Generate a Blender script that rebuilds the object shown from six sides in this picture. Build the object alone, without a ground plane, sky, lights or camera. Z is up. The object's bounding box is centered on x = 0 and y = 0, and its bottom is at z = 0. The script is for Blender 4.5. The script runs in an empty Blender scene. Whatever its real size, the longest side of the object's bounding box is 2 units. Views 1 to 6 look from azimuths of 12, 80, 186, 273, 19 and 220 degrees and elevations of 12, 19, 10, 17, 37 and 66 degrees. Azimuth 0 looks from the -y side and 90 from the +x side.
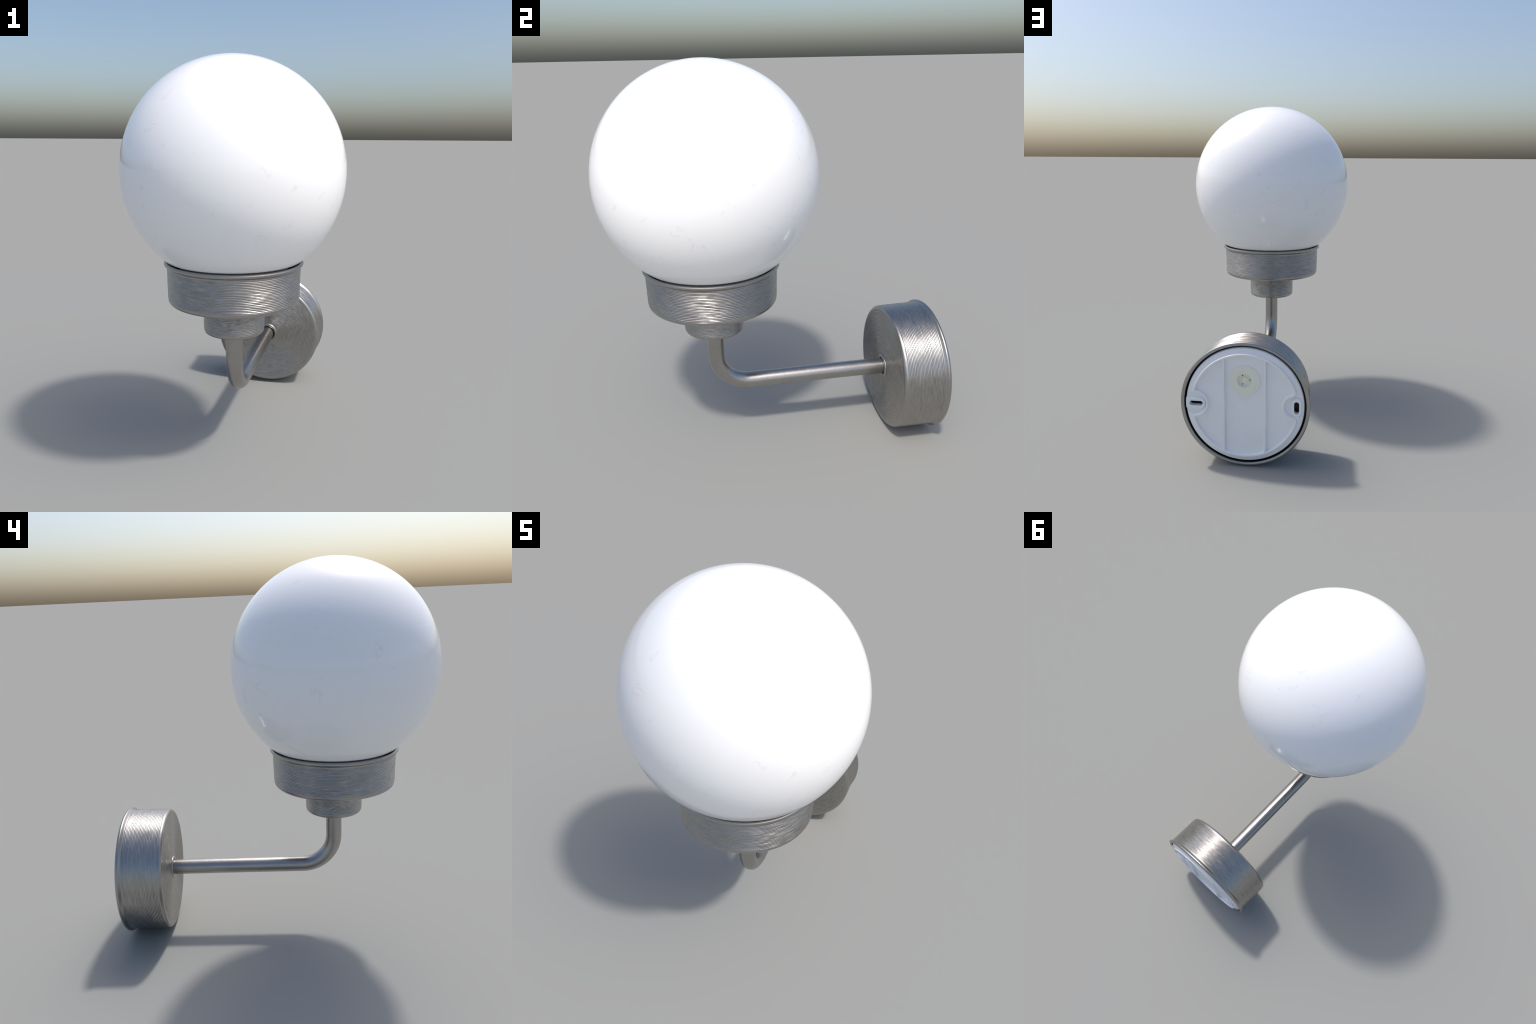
"""Wall lamp: opal glass globe on a grooved steel holder, bent tube arm, round steel
wall canopy with a moulded white back plate."""
import bpy, bmesh, math
from mathutils import Vector, noise as mnoise

# ------------------------------------------------------------------ sizes (metres)
AXIS_Y = -0.3255            # vertical axis of globe, holder and riser
GLOBE_Z, GLOBE_R, GLOBE_RZ = 1.4690, 0.5288, 0.5310
CANOPY_Z = 0.3510           # axis of the wall canopy and of the horizontal arm
FLANGE_R = 0.3510
TUBE_R = 0.0425
BEND_R = 0.176
ARM_Z = CANOPY_Z + 0.0025
PLATE_R = 0.3205

# turned grooves: pitch, depth, waver (in pitches), share of broken streaks
GROOVE_HOLDER = (0.0072, 0.00105, 0.50, 0.13)
GROOVE_CUP = (0.0068, 0.00080, 0.7, 0.25)
GROOVE_CANOPY = (0.0074, 0.00076, 0.40, 0.12)

# ------------------------------------------------------------------ node helpers
def new_mat(name):
    m = bpy.data.materials.new(name)
    m.use_nodes = True
    nt = m.node_tree
    return m, nt, nt.nodes["Principled BSDF"]

def node(nt, kind, **kw):
    n = nt.nodes.new(kind)
    for k, v in kw.items():
        setattr(n, k, v)
    return n

def math_node(nt, op, a, b=None, c=None, clamp=False):
    n = node(nt, "ShaderNodeMath", operation=op, use_clamp=clamp)
    for i, v in enumerate((a, b, c)):
        if v is None:
            continue
        if isinstance(v, (int, float)):
            n.inputs[i].default_value = v
        else:
            nt.links.new(v, n.inputs[i])
    return n.outputs[0]

def ramp(nt, fac, stops):
    n = node(nt, "ShaderNodeValToRGB")
    cr = n.color_ramp
    while len(cr.elements) < len(stops):
        cr.elements.new(0.5)
    for e, (p, c) in zip(cr.elements, stops):
        e.position = p
        e.color = (c, c, c, 1) if isinstance(c, (int, float)) else (*c, 1)
    nt.links.new(fac, n.inputs[0])
    return n.outputs[0]

def noise(nt, vec, scale, detail=2.0, rough=0.5, dist=0.0):
    n = node(nt, "ShaderNodeTexNoise")
    n.inputs["Scale"].default_value = scale
    n.inputs["Detail"].default_value = detail
    n.inputs["Roughness"].default_value = rough
    n.inputs["Distortion"].default_value = dist
    if vec is not None:
        nt.links.new(vec, n.inputs["Vector"])
    return n.outputs["Fac"]

def mix_col(nt, fac, a, b):
    n = node(nt, "ShaderNodeMix", data_type="RGBA")
    nt.links.new(fac, n.inputs[0])
    for i, v in ((6, a), (7, b)):
        if isinstance(v, tuple):
            n.inputs[i].default_value = (*v, 1)
        else:
            nt.links.new(v, n.inputs[i])
    return n.outputs[2]

# ------------------------------------------------------------------ materials
STEEL = (0.402, 0.386, 0.366)

def plain_steel():
    m, nt, b = new_mat("satin_steel")
    co = node(nt, "ShaderNodeTexCoord").outputs["Object"]
    n1 = noise(nt, co, 9.0, 4.0, 0.6)
    n2 = noise(nt, co, 70.0, 3.0, 0.6)
    col = mix_col(nt, ramp(nt, n1, [(0.3, 0.0), (0.7, 1.0)]),
                  tuple(c * 0.93 for c in STEEL), tuple(c * 1.05 for c in STEEL))
    nt.links.new(col, b.inputs["Base Color"])
    b.inputs["Metallic"].default_value = 1.0
    nt.links.new(ramp(nt, n2, [(0.3, 0.27), (0.7, 0.35)]), b.inputs["Roughness"])
    return m

def turned_steel(name, pitch):
    """Lathe-turned steel. Object z is the turning axis. The grooves are in the mesh;
    the material adds the broken streaks that run along the turning direction."""
    m, nt, b = new_mat(name)
    co = node(nt, "ShaderNodeTexCoord").outputs["Object"]
    sx = node(nt, "ShaderNodeSeparateXYZ")
    nt.links.new(co, sx.inputs[0])
    x, y, z = sx.outputs
    rad = math_node(nt, "SQRT", math_node(nt, "ADD", math_node(nt, "MULTIPLY", x, x),
                                           math_node(nt, "MULTIPLY", y, y)))
    t = math_node(nt, "SUBTRACT", z, rad)
    ang = math_node(nt, "ARCTAN2", y, x)
    sv = node(nt, "ShaderNodeCombineXYZ")
    for i, (s, k) in enumerate(((math_node(nt, "COSINE", ang), 6.0), (math_node(nt, "SINE", ang), 6.0),
                                (t, 0.8 / pitch))):
        nt.links.new(math_node(nt, "MULTIPLY", s, k), sv.inputs[i])
    streak = noise(nt, sv.outputs[0], 1.0, 3.0, 0.65)
    bp = node(nt, "ShaderNodeBump")
    bp.inputs["Strength"].default_value = 0.5
    bp.inputs["Distance"].default_value = 0.0010
    nt.links.new(streak, bp.inputs["Height"])
    nt.links.new(bp.outputs[0], b.inputs["Normal"])
    col = mix_col(nt, ramp(nt, streak, [(0.30, 0.0), (0.66, 1.0)]),
                  tuple(c * 0.87 for c in STEEL), tuple(c * 1.06 for c in STEEL))
    nt.links.new(col, b.inputs["Base Color"])
    b.inputs["Metallic"].default_value = 1.0
    nt.links.new(ramp(nt, streak, [(0.3, 0.26), (0.7, 0.36)]), b.inputs["Roughness"])
    return m

def opal_glass():
    m, nt, b = new_mat("opal_glass")
    co = node(nt, "ShaderNodeTexCoord").outputs["Object"]
    # hairline scuffs: thin level-lines of a distorted noise, kept only in patches
    line = noise(nt, co, 6.0, 5.0, 0.62, 0.6)
    thin = ramp(nt, math_node(nt, "ABSOLUTE", math_node(nt, "SUBTRACT", line, 0.5)),
                [(0.004, 1.0), (0.020, 0.0)])
    patch = ramp(nt, noise(nt, co, 13.0, 2.0, 0.5), [(0.59, 0.0), (0.66, 1.0)])
    spot = ramp(nt, noise(nt, co, 42.0, 2.0, 0.5), [(0.76, 0.0), (0.80, 1.0)])
    scuff = math_node(nt, "MAXIMUM", math_node(nt, "MULTIPLY", thin, patch),
                      math_node(nt, "MULTIPLY", spot, 0.7))
    col = mix_col(nt, scuff, (0.97, 0.97, 0.97), (0.90, 0.90, 0.902))
    nt.links.new(col, b.inputs["Base Color"])
    b.inputs["Specular IOR Level"].default_value = 0.5
    nt.links.new(ramp(nt, scuff, [(0.0, 0.09), (1.0, 0.25)]), b.inputs["Roughness"])
    bp = node(nt, "ShaderNodeBump", invert=True)
    bp.inputs["Strength"].default_value = 0.07
    bp.inputs["Distance"].default_value = 0.003
    nt.links.new(scuff, bp.inputs["Height"])
    nt.links.new(bp.outputs[0], b.inputs["Normal"])
    return m

def plastic(name, base, rough, dirt=0.94):
    m, nt, b = new_mat(name)
    co = node(nt, "ShaderNodeTexCoord").outputs["Object"]
    n1 = noise(nt, co, 14.0, 4.0, 0.6)
    spot = ramp(nt, noise(nt, co, 60.0, 2.0, 0.5), [(0.72, 0.0), (0.80, 1.0)])
    f = math_node(nt, "MAXIMUM", ramp(nt, n1, [(0.52, 0.0), (0.85, 0.8)]),
                  math_node(nt, "MULTIPLY", spot, 0.5))
    nt.links.new(mix_col(nt, f, base, tuple(c * dirt for c in base)), b.inputs["Base Color"])
    b.inputs["Roughness"].default_value = rough
    return m

def flat_mat(name, base, rough):
    m, nt, b = new_mat(name)
    b.inputs["Base Color"].default_value = (*base, 1)
    b.inputs["Roughness"].default_value = rough
    return m

M_STEEL = plain_steel()
M_TURN_HOLDER = turned_steel("turned_steel_holder", GROOVE_HOLDER[0])
M_TURN_CUP = turned_steel("turned_steel_cup", GROOVE_CUP[0])
M_TURN_CANOPY = turned_steel("turned_steel_canopy", GROOVE_CANOPY[0])
M_GLASS = opal_glass()
M_WHITE = plastic("white_plastic", (0.92, 0.92, 0.92), 0.35)
M_CREAM = plastic("cream_rubber", (0.895, 0.89, 0.75), 0.55, 0.92)
M_BLACK = flat_mat("cavity_shadow_black", (0.012, 0.012, 0.013), 0.6)  # near-black base colour paints the darkness of hollow interiors

# ------------------------------------------------------------------ geometry helpers
def link(name, mesh, parent, mats):
    o = bpy.data.objects.new(name, mesh)
    bpy.context.scene.collection.objects.link(o)
    for m in mats:
        mesh.materials.append(m)
    o.parent = parent
    return o

def fillet_profile(pts, seg=6):
    """pts: (radius, axial, fillet, material) -> dense polyline; the material index
    belongs to the straight run that starts at the point, fillets take index 0."""
    out = []
    n = len(pts)
    for i, (r, z, f, mi) in enumerate(pts):
        p = Vector((r, z))
        if f <= 0 or i in (0, n - 1):
            out.append((p.x, p.y, mi))
            continue
        a = Vector(pts[i - 1][:2]) - p
        b = Vector(pts[i + 1][:2]) - p
        ua, ub = a.normalized(), b.normalized()
        half = ua.angle(ub) / 2
        d = min(f / math.tan(half), a.length * 0.49, b.length * 0.49)
        rr = d * math.tan(half)
        c = p + (ua + ub).normalized() * (rr / math.sin(half))
        v0, v1 = p + ua * d - c, p + ub * d - c
        tot = v0.angle_signed(v1)
        for k in range(seg + 1):
            th = -tot * k / seg
            v = Vector((v0.x * math.cos(th) - v0.y * math.sin(th),
                        v0.x * math.sin(th) + v0.y * math.cos(th)))
            q = c + v
            out.append((q.x, q.y, 0 if k < seg else mi))
    return out

def lathe(profile, seg=160, step=0.012, groove=None):
    """Revolve (r, z, material) about z. Radius 0 ends become poles. Long runs get
    extra loops so that the shading of a fillet stays at the fillet. Runs with
    material 1 carry the turned grooves as relief."""
    dense = []
    for (r0, z0, m0), (r1, z1, _) in zip(profile, profile[1:]):
        length = math.hypot(r1 - r0, z1 - z0)
        cut = groove is not None and m0 == 1 and length > 4 * groove[0]
        n = max(1, math.ceil(length / (groove[0] / 7))) if cut else max(1, min(40, math.ceil(length / step)))
        nr, nz = ((z1 - z0) / length, (r0 - r1) / length) if length else (0, 0)
        for k in range(n):
            fade = min(1.0, k / 7, (n - k) / 7) if cut else 0.0
            dense.append((r0 + (r1 - r0) * k / n, z0 + (z1 - z0) * k / n, m0, nr * fade, nz * fade))
    dense.append((*profile[-1], 0.0, 0.0))
    bm = bmesh.new()
    rings = []
    dirs = [(math.cos(2 * math.pi * k / seg), math.sin(2 * math.pi * k / seg)) for k in range(seg)]
    for r, z, _, nr, nz in dense:
        if r < 1e-6:
            rings.append([bm.verts.new((0, 0, z))])
            continue
        ring = []
        for c, s in dirs:
            rr, zz = r, z
            if nr or nz:
                pitch, amp, wav, brk = groove
                t = z - r
                w = wav * mnoise.noise(Vector((c * 3.0, s * 3.0, t * 30.0)))
                b = mnoise.noise(Vector((c * 7.0 + 9.0, s * 7.0, t * 0.8 / pitch)))
                h = amp * (math.sin(2 * math.pi * (t / pitch + w)) * (1.0 + 0.6 * b) + 2.0 * brk * b)
                rr, zz = r + nr * h, z + nz * h
            ring.append(bm.verts.new((rr * c, rr * s, zz)))
        rings.append(ring)
    for i in range(len(rings) - 1):
        A, B, mi = rings[i], rings[i + 1], dense[i][2]
        for k in range(seg):
            k2 = (k + 1) % seg
            if len(A) == 1 and len(B) == 1:
                continue
            if len(A) == 1:
                f = bm.faces.new((A[0], B[k2], B[k]))
            elif len(B) == 1:
                f = bm.faces.new((A[k], A[k2], B[0]))
            else:
                f = bm.faces.new((A[k], A[k2], B[k2], B[k]))
            f.material_index = mi
            f.smooth = True
    bmesh.ops.recalc_face_normals(bm, faces=bm.faces)
    me = bpy.data.meshes.new("lathe")
    bm.to_mesh(me)
    bm.free()
    me.set_sharp_from_angle(angle=math.radians(62 if groove else 42))
    return me

def bead(r, z, rr, a0, a1, n=10):
    """Arc of a rolled bead, angles in degrees from +r towards +z."""
    return [(r + rr * math.cos(math.radians(a0 + (a1 - a0) * k / n)),
             z + rr * math.sin(math.radians(a0 + (a1 - a0) * k / n)), 0) for k in range(n + 1)]

# ------------------------------------------------------------------ the lamp
lamp = bpy.data.objects.new("wall_lamp", None)
bpy.context.scene.collection.objects.link(lamp)
lamp["label"] = "brushed steel wall lamp with white glass globe"
lamp["category"] = "wall lamp"

# --- globe: oblate ball down to a short neck that drops into the holder
gp = [(0.0, GLOBE_RZ, 0)]
NG = 96
low = math.radians(141.0)
for k in range(1, NG + 1):
    a = low * k / NG
    gp.append((GLOBE_R * math.sin(a), GLOBE_RZ * math.cos(a), 0))
r_end, z_end = gp[-1][:2]
gp += [(r_end - 0.008, z_end - 0.0044, 0), (r_end - 0.018, z_end - 0.0075, 0),
       (r_end - 0.030, z_end - 0.0095, 0), (r_end - 0.060, z_end - 0.0130, 0),
       (r_end - 0.066, z_end - 0.0220, 0), (r_end - 0.066, z_end - 0.110, 0), (0.0, z_end - 0.110, 0)]
globe = link("globe_shade", lathe(gp, 192), lamp, [M_GLASS])
globe.location = (0, AXIS_Y, GLOBE_Z)

# --- holder: turned drum with a rolled rim, hollow at the top
hz = 0.842
holder_prof = fillet_profile([
    (0.040, hz, 0, 1), (0.3212, hz, 0.018, 1), (0.3248, 1.0215, 0.004, 0), (0.3285, 1.0255, 0, 0)], 8)
holder_prof += bead(0.3285, 1.0368, 0.0102, -75, 170, 14)
holder_prof += [(0.3182, 1.0350, 2), (0.3182, 0.870, 2), (0.0, 0.870, 2)]  # inner steel wall coloured black for the occlusion under the globe
holder = link("lamp_holder", lathe([(r, z - hz, m) for r, z, m in holder_prof], 240, groove=GROOVE_HOLDER), lamp,
              [M_STEEL, M_TURN_HOLDER, M_BLACK])
holder.location = (0, AXIS_Y, hz)

shadow_ring = link("gap_shadow_ring", lathe([(0.316, 0, 0), (0.316, 0.020, 0), (0.308, 0.027, 0), (0.235, 0.027, 0),  # black ring modelled to keep the globe gap in shadow
                                     (0.235, 0, 0), (0.316, 0, 0)], 128), holder, [M_BLACK])
shadow_ring.location = (0, 0, 0.875 - hz)

# --- socket cup under the holder
cz = 0.683
cup_prof = fillet_profile([(0.0, cz, 0, 1), (0.1500, cz, 0.014, 1), (0.1525, hz + 0.004, 0, 1),
                           (0.0, hz + 0.004, 0, 0)], 8)
cup = link("socket_cup", lathe([(r, z - cz, m) for r, z, m in cup_prof], 160, groove=GROOVE_CUP), lamp,
           [M_STEEL, M_TURN_CUP])
cup.location = (0, AXIS_Y, cz)

# --- arm: riser, quarter bend, horizontal run into the canopy
path = [Vector((0, AXIS_Y, cz + 0.01)), Vector((0, AXIS_Y, 0.60))]
bc = Vector((0, AXIS_Y + BEND_R, ARM_Z + BEND_R))
for k in range(25):
    a = math.pi / 2 * k / 24
    path.append(bc + Vector((0, -BEND_R * math.cos(a), -BEND_R * math.sin(a))))
path += [Vector((0, 0.10, ARM_Z)), Vector((0, 0.35, ARM_Z)), Vector((0, 0.66, CANOPY_Z + 0.001))]
bm = bmesh.new()
rings = []
for i, p in enumerate(path):
    t = (path[min(i + 1, len(path) - 1)] - path[max(i - 1, 0)]).normalized()
    u = Vector((1, 0, 0))
    v = t.cross(u)
    rings.append([bm.verts.new(p + TUBE_R * (math.cos(2 * math.pi * k / 48) * u +
                                             math.sin(2 * math.pi * k / 48) * v)) for k in range(48)])
for A, B in zip(rings, rings[1:]):
    for k in range(48):
        bm.faces.new((A[k], A[(k + 1) % 48], B[(k + 1) % 48], B[k])).smooth = True
bm.faces.new(rings[0])
bm.faces.new(rings[-1])
bmesh.ops.recalc_face_normals(bm, faces=bm.faces)
me = bpy.data.meshes.new("arm")
bm.to_mesh(me)
me.set_sharp_from_angle(angle=math.radians(42))
bm.free()
arm = link("arm_tube", me, lamp, [M_STEEL])

# --- wall canopy: turned pan, local z points to the wall (+y)
FACE_Y = 0.598
canopy_prof = [(0.0446, 0.020, 0), (0.0446, 0.003, 0)] + bead(0.0546, 0.002, 0.0100, 180, 345, 12)
canopy_prof += [(0.0665, -0.0008, 0), (0.0690, 0.0, 1)]
canopy_prof += fillet_profile([(0.0700, 0.0, 0, 1), (0.3355, 0.0, 0.018, 1),
                               (0.3390, 0.2150, 0.004, 0), (0.3425, 0.2190, 0, 0)], 8)
canopy_prof += bead(0.3405, 0.2325, 0.0105, -60, 165, 14)
canopy_prof += [(0.3308, 0.2320, 2), (0.3308, 0.020, 2), (0.0446, 0.020, 0)]  # inside of the pan blackened so the plate gap looks unlit
canopy = link("wall_canopy", lathe(canopy_prof, 256, groove=GROOVE_CANOPY), lamp, [M_STEEL, M_TURN_CANOPY, M_BLACK])
canopy.rotation_euler = (-math.pi / 2, 0, 0)
canopy.location = (0, FACE_Y, CANOPY_Z)

# --- black liner behind the plate: models cavity shadow in the gap and slots
shadow_disc = link("cavity_shadow_disc", lathe([(0.0, 0.0, 0), (0.328, 0.0, 0), (0.328, 0.012, 0), (0.0, 0.012, 0)], 128),
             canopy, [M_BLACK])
shadow_disc.location = (0, 0, 0.192)

# --- back plate, modelled as a relief over its own disc. Plate coordinates:
# px = world x, pz = world z minus the canopy axis, height = world y
Y_EDGE, Y_CREST, Y_FLOOR, Y_RIB = 0.8340, 0.8537, 0.8375, 0.8530

def sstep(a, b, v):
    t = min(1.0, max(0.0, (v - a) / (b - a)))
    return t * t * (3 - 2 * t)

def stadium(px, pz, ax, az, bx, bz):
    dx, dz = bx - ax, bz - az
    t = ((px - ax) * dx + (pz - az) * dz) / (dx * dx + dz * dz)
    t = min(1.0, max(0.0, t))
    return math.hypot(px - ax - t * dx, pz - az - t * dz)

HOOK = (0.272, 0.003, 0.0630)      # screw pockets cut into the raised ring: x, z, radius
HOOK2 = (-0.274, 0.006, 0.0590)
GROMMET = (-0.001, 0.139)

def smax(a, b, k=0.012):
    h = max(k - abs(a - b), 0.0) / k
    return max(a, b) + h * h * k * 0.25

def relief(px, pz):
    r = math.hypot(px, pz)
    d = smax(r - 0.2925, HOOK[2] - math.hypot(px - HOOK[0], pz - HOOK[1]), 0.004)
    d = smax(d, HOOK2[2] - math.hypot(px - HOOK2[0], pz - HOOK2[1]), 0.03)
    # outer band
    y = Y_EDGE + 0.0070 * min(1.0, max(0.0, (0.3180 - r) / 0.024))
    # screw bosses stand a little above the band
    b1 = stadium(px, pz, 0.245, 0.001, 0.330, 0.001) - 0.032
    b2 = stadium(px, pz, -0.279, -0.022, -0.279, 0.028) - 0.029
    pocket = 1 - sstep(-0.004, 0.001, min(math.hypot(px - HOOK[0], pz - HOOK[1]) - HOOK[2],
                                          math.hypot(px - HOOK2[0], pz - HOOK2[1]) - HOOK2[2]))
    y += (Y_EDGE - 0.001 - y) * pocket
    y += 0.0112 * (1 - sstep(-0.004, 0.001, min(b1, b2)))
    # ridge that outlines the inner field, then the field itself
    y += (Y_CREST - y) * (1 - sstep(-0.0035, 0.0015, d))
    floor = Y_FLOOR
    for xr in (0.112, -0.111):
        w = abs(px - xr)
        floor += (Y_RIB - Y_FLOOR) * (1 - sstep(0.0055, 0.0078, w))
    # hole for the grommet
    y += (floor - y) * (1 - sstep(-0.0165, -0.0115, d))
    g = math.hypot(px - GROMMET[0], pz - GROMMET[1])
    y -= 0.030 * (1 - sstep(0.050, 0.053, g))
    # rounded outer edge
    y -= 0.005 * sstep(PLATE_R - 0.005, PLATE_R, r) ** 2
    return y

NR, NA = 260, 640
bm = bmesh.new()
pole = bm.verts.new((0, relief(0, 0), 0))
prev = None
radii = [PLATE_R * k / NR for k in range(1, NR + 1)]
for r in radii:
    ring = []
    for k in range(NA):
        a = 2 * math.pi * k / NA
        px, pz = r * math.cos(a), r * math.sin(a)
        ring.append(bm.verts.new((px, relief(px, pz), pz)))
    for k in range(NA):
        k2 = (k + 1) % NA
        f = bm.faces.new((pole, ring[k], ring[k2]) if prev is None else
                         (prev[k], ring[k], ring[k2], prev[k2]))
        f.smooth = True
    prev = ring
skirt = [bm.verts.new((v.co.x, 0.8140, v.co.z)) for v in prev]
for k in range(NA):
    k2 = (k + 1) % NA
    bm.faces.new((prev[k], skirt[k], skirt[k2], prev[k2])).smooth = True
bm.faces.new(skirt)
bmesh.ops.recalc_face_normals(bm, faces=bm.faces)
me = bpy.data.meshes.new("back_plate")
bm.to_mesh(me)
bm.free()
plate = link("back_plate", me, lamp, [M_WHITE])
plate.location = (0, 0, CANOPY_Z)

# screw slots cut right through the plate
def slot_cutter(ax, az, bx, bz, rr):
    bm = bmesh.new()
    ang = math.atan2(bz - az, bx - ax)
    lo, hi = [], []
    for (cx, c_z), s in (((bx, bz), -math.pi / 2), ((ax, az), math.pi / 2)):
        for k in range(13):
            a = ang + s + math.pi * k / 12
            x, z = cx + rr * math.cos(a), c_z + rr * math.sin(a)
            lo.append(bm.verts.new((x, 0.77, z)))
            hi.append(bm.verts.new((x, 0.90, z)))
    bm.faces.new(lo)
    bm.faces.new(hi)
    n = len(lo)
    for k in range(n):
        bm.faces.new((lo[k], lo[(k + 1) % n], hi[(k + 1) % n], hi[k]))
    bmesh.ops.recalc_face_normals(bm, faces=bm.faces)
    me = bpy.data.meshes.new("slot_cutter")
    bm.to_mesh(me)
    bm.free()
    o = bpy.data.objects.new("slot_cutter", me)
    bpy.context.scene.collection.objects.link(o)
    o.location = plate.location
    o.hide_render = True
    return o

cutters = [slot_cutter(0.241, 0.001, 0.287, 0.001, 0.0135),
           slot_cutter(-0.279, -0.020, -0.279, 0.021, 0.0140)]
for c in cutters:
    md = plate.modifiers.new("slot", "BOOLEAN")
    md.operation = "DIFFERENCE"
    md.solver = "EXACT"
    md.object = c
bpy.context.view_layer.update()
dg = bpy.context.evaluated_depsgraph_get()
cut = bpy.data.meshes.new_from_object(plate.evaluated_get(dg))
plate.modifiers.clear()
plate.data = cut
for c in cutters:
    bpy.data.objects.remove(c)
plate.data.shade_smooth()
plate.data.set_sharp_from_angle(angle=math.radians(50))

# --- cable grommet: cream disc with a sunk centre and a small button
gr_prof = [(0.0, 0.000, 0), (0.0835, 0.000, 0), (0.0840, 0.0032, 0), (0.0830, 0.0042, 0),
           (0.0415, 0.0046, 0), (0.0395, 0.0036, 0), (0.0385, -0.0110, 0), (0.0370, -0.0125, 0),
           (0.0195, -0.0125, 0), (0.0188, -0.0115, 0), (0.0180, -0.0085, 0), (0.0170, -0.0078, 0),
           (0.0, -0.0078, 0)]
# the underside sits inside the hole, so split it: a washer and a cup
gr_prof = [(0.0, -0.0200, 0), (0.0480, -0.0200, 0), (0.0480, 0.0005, 0)] + gr_prof[1:]
grommet = link("cable_grommet", lathe(gr_prof, 96), plate, [M_CREAM])
grommet.data.set_sharp_from_angle(angle=math.radians(40))
grommet.rotation_euler = (-math.pi / 2, 0, 0)
grommet.location = (GROMMET[0], Y_FLOOR, GROMMET[1])

dot_mesh = lathe([(0.0, 0.0012, 0), (0.0030, 0.0012, 0), (0.0034, 0.0, 0), (0.0, 0.0, 0)], 16)
dot_mesh.materials.append(M_BLACK)
for i, deg in enumerate((62, 180, 298)):
    dot = bpy.data.objects.new("pin_hole", dot_mesh)
    bpy.context.scene.collection.objects.link(dot)
    dot.parent = plate
    dot.rotation_euler = (-math.pi / 2, 0, 0)
    a = math.radians(deg)
    dot.location = (GROMMET[0] + 0.0270 * math.cos(a), Y_FLOOR - 0.0128, GROMMET[1] + 0.0270 * math.sin(a))
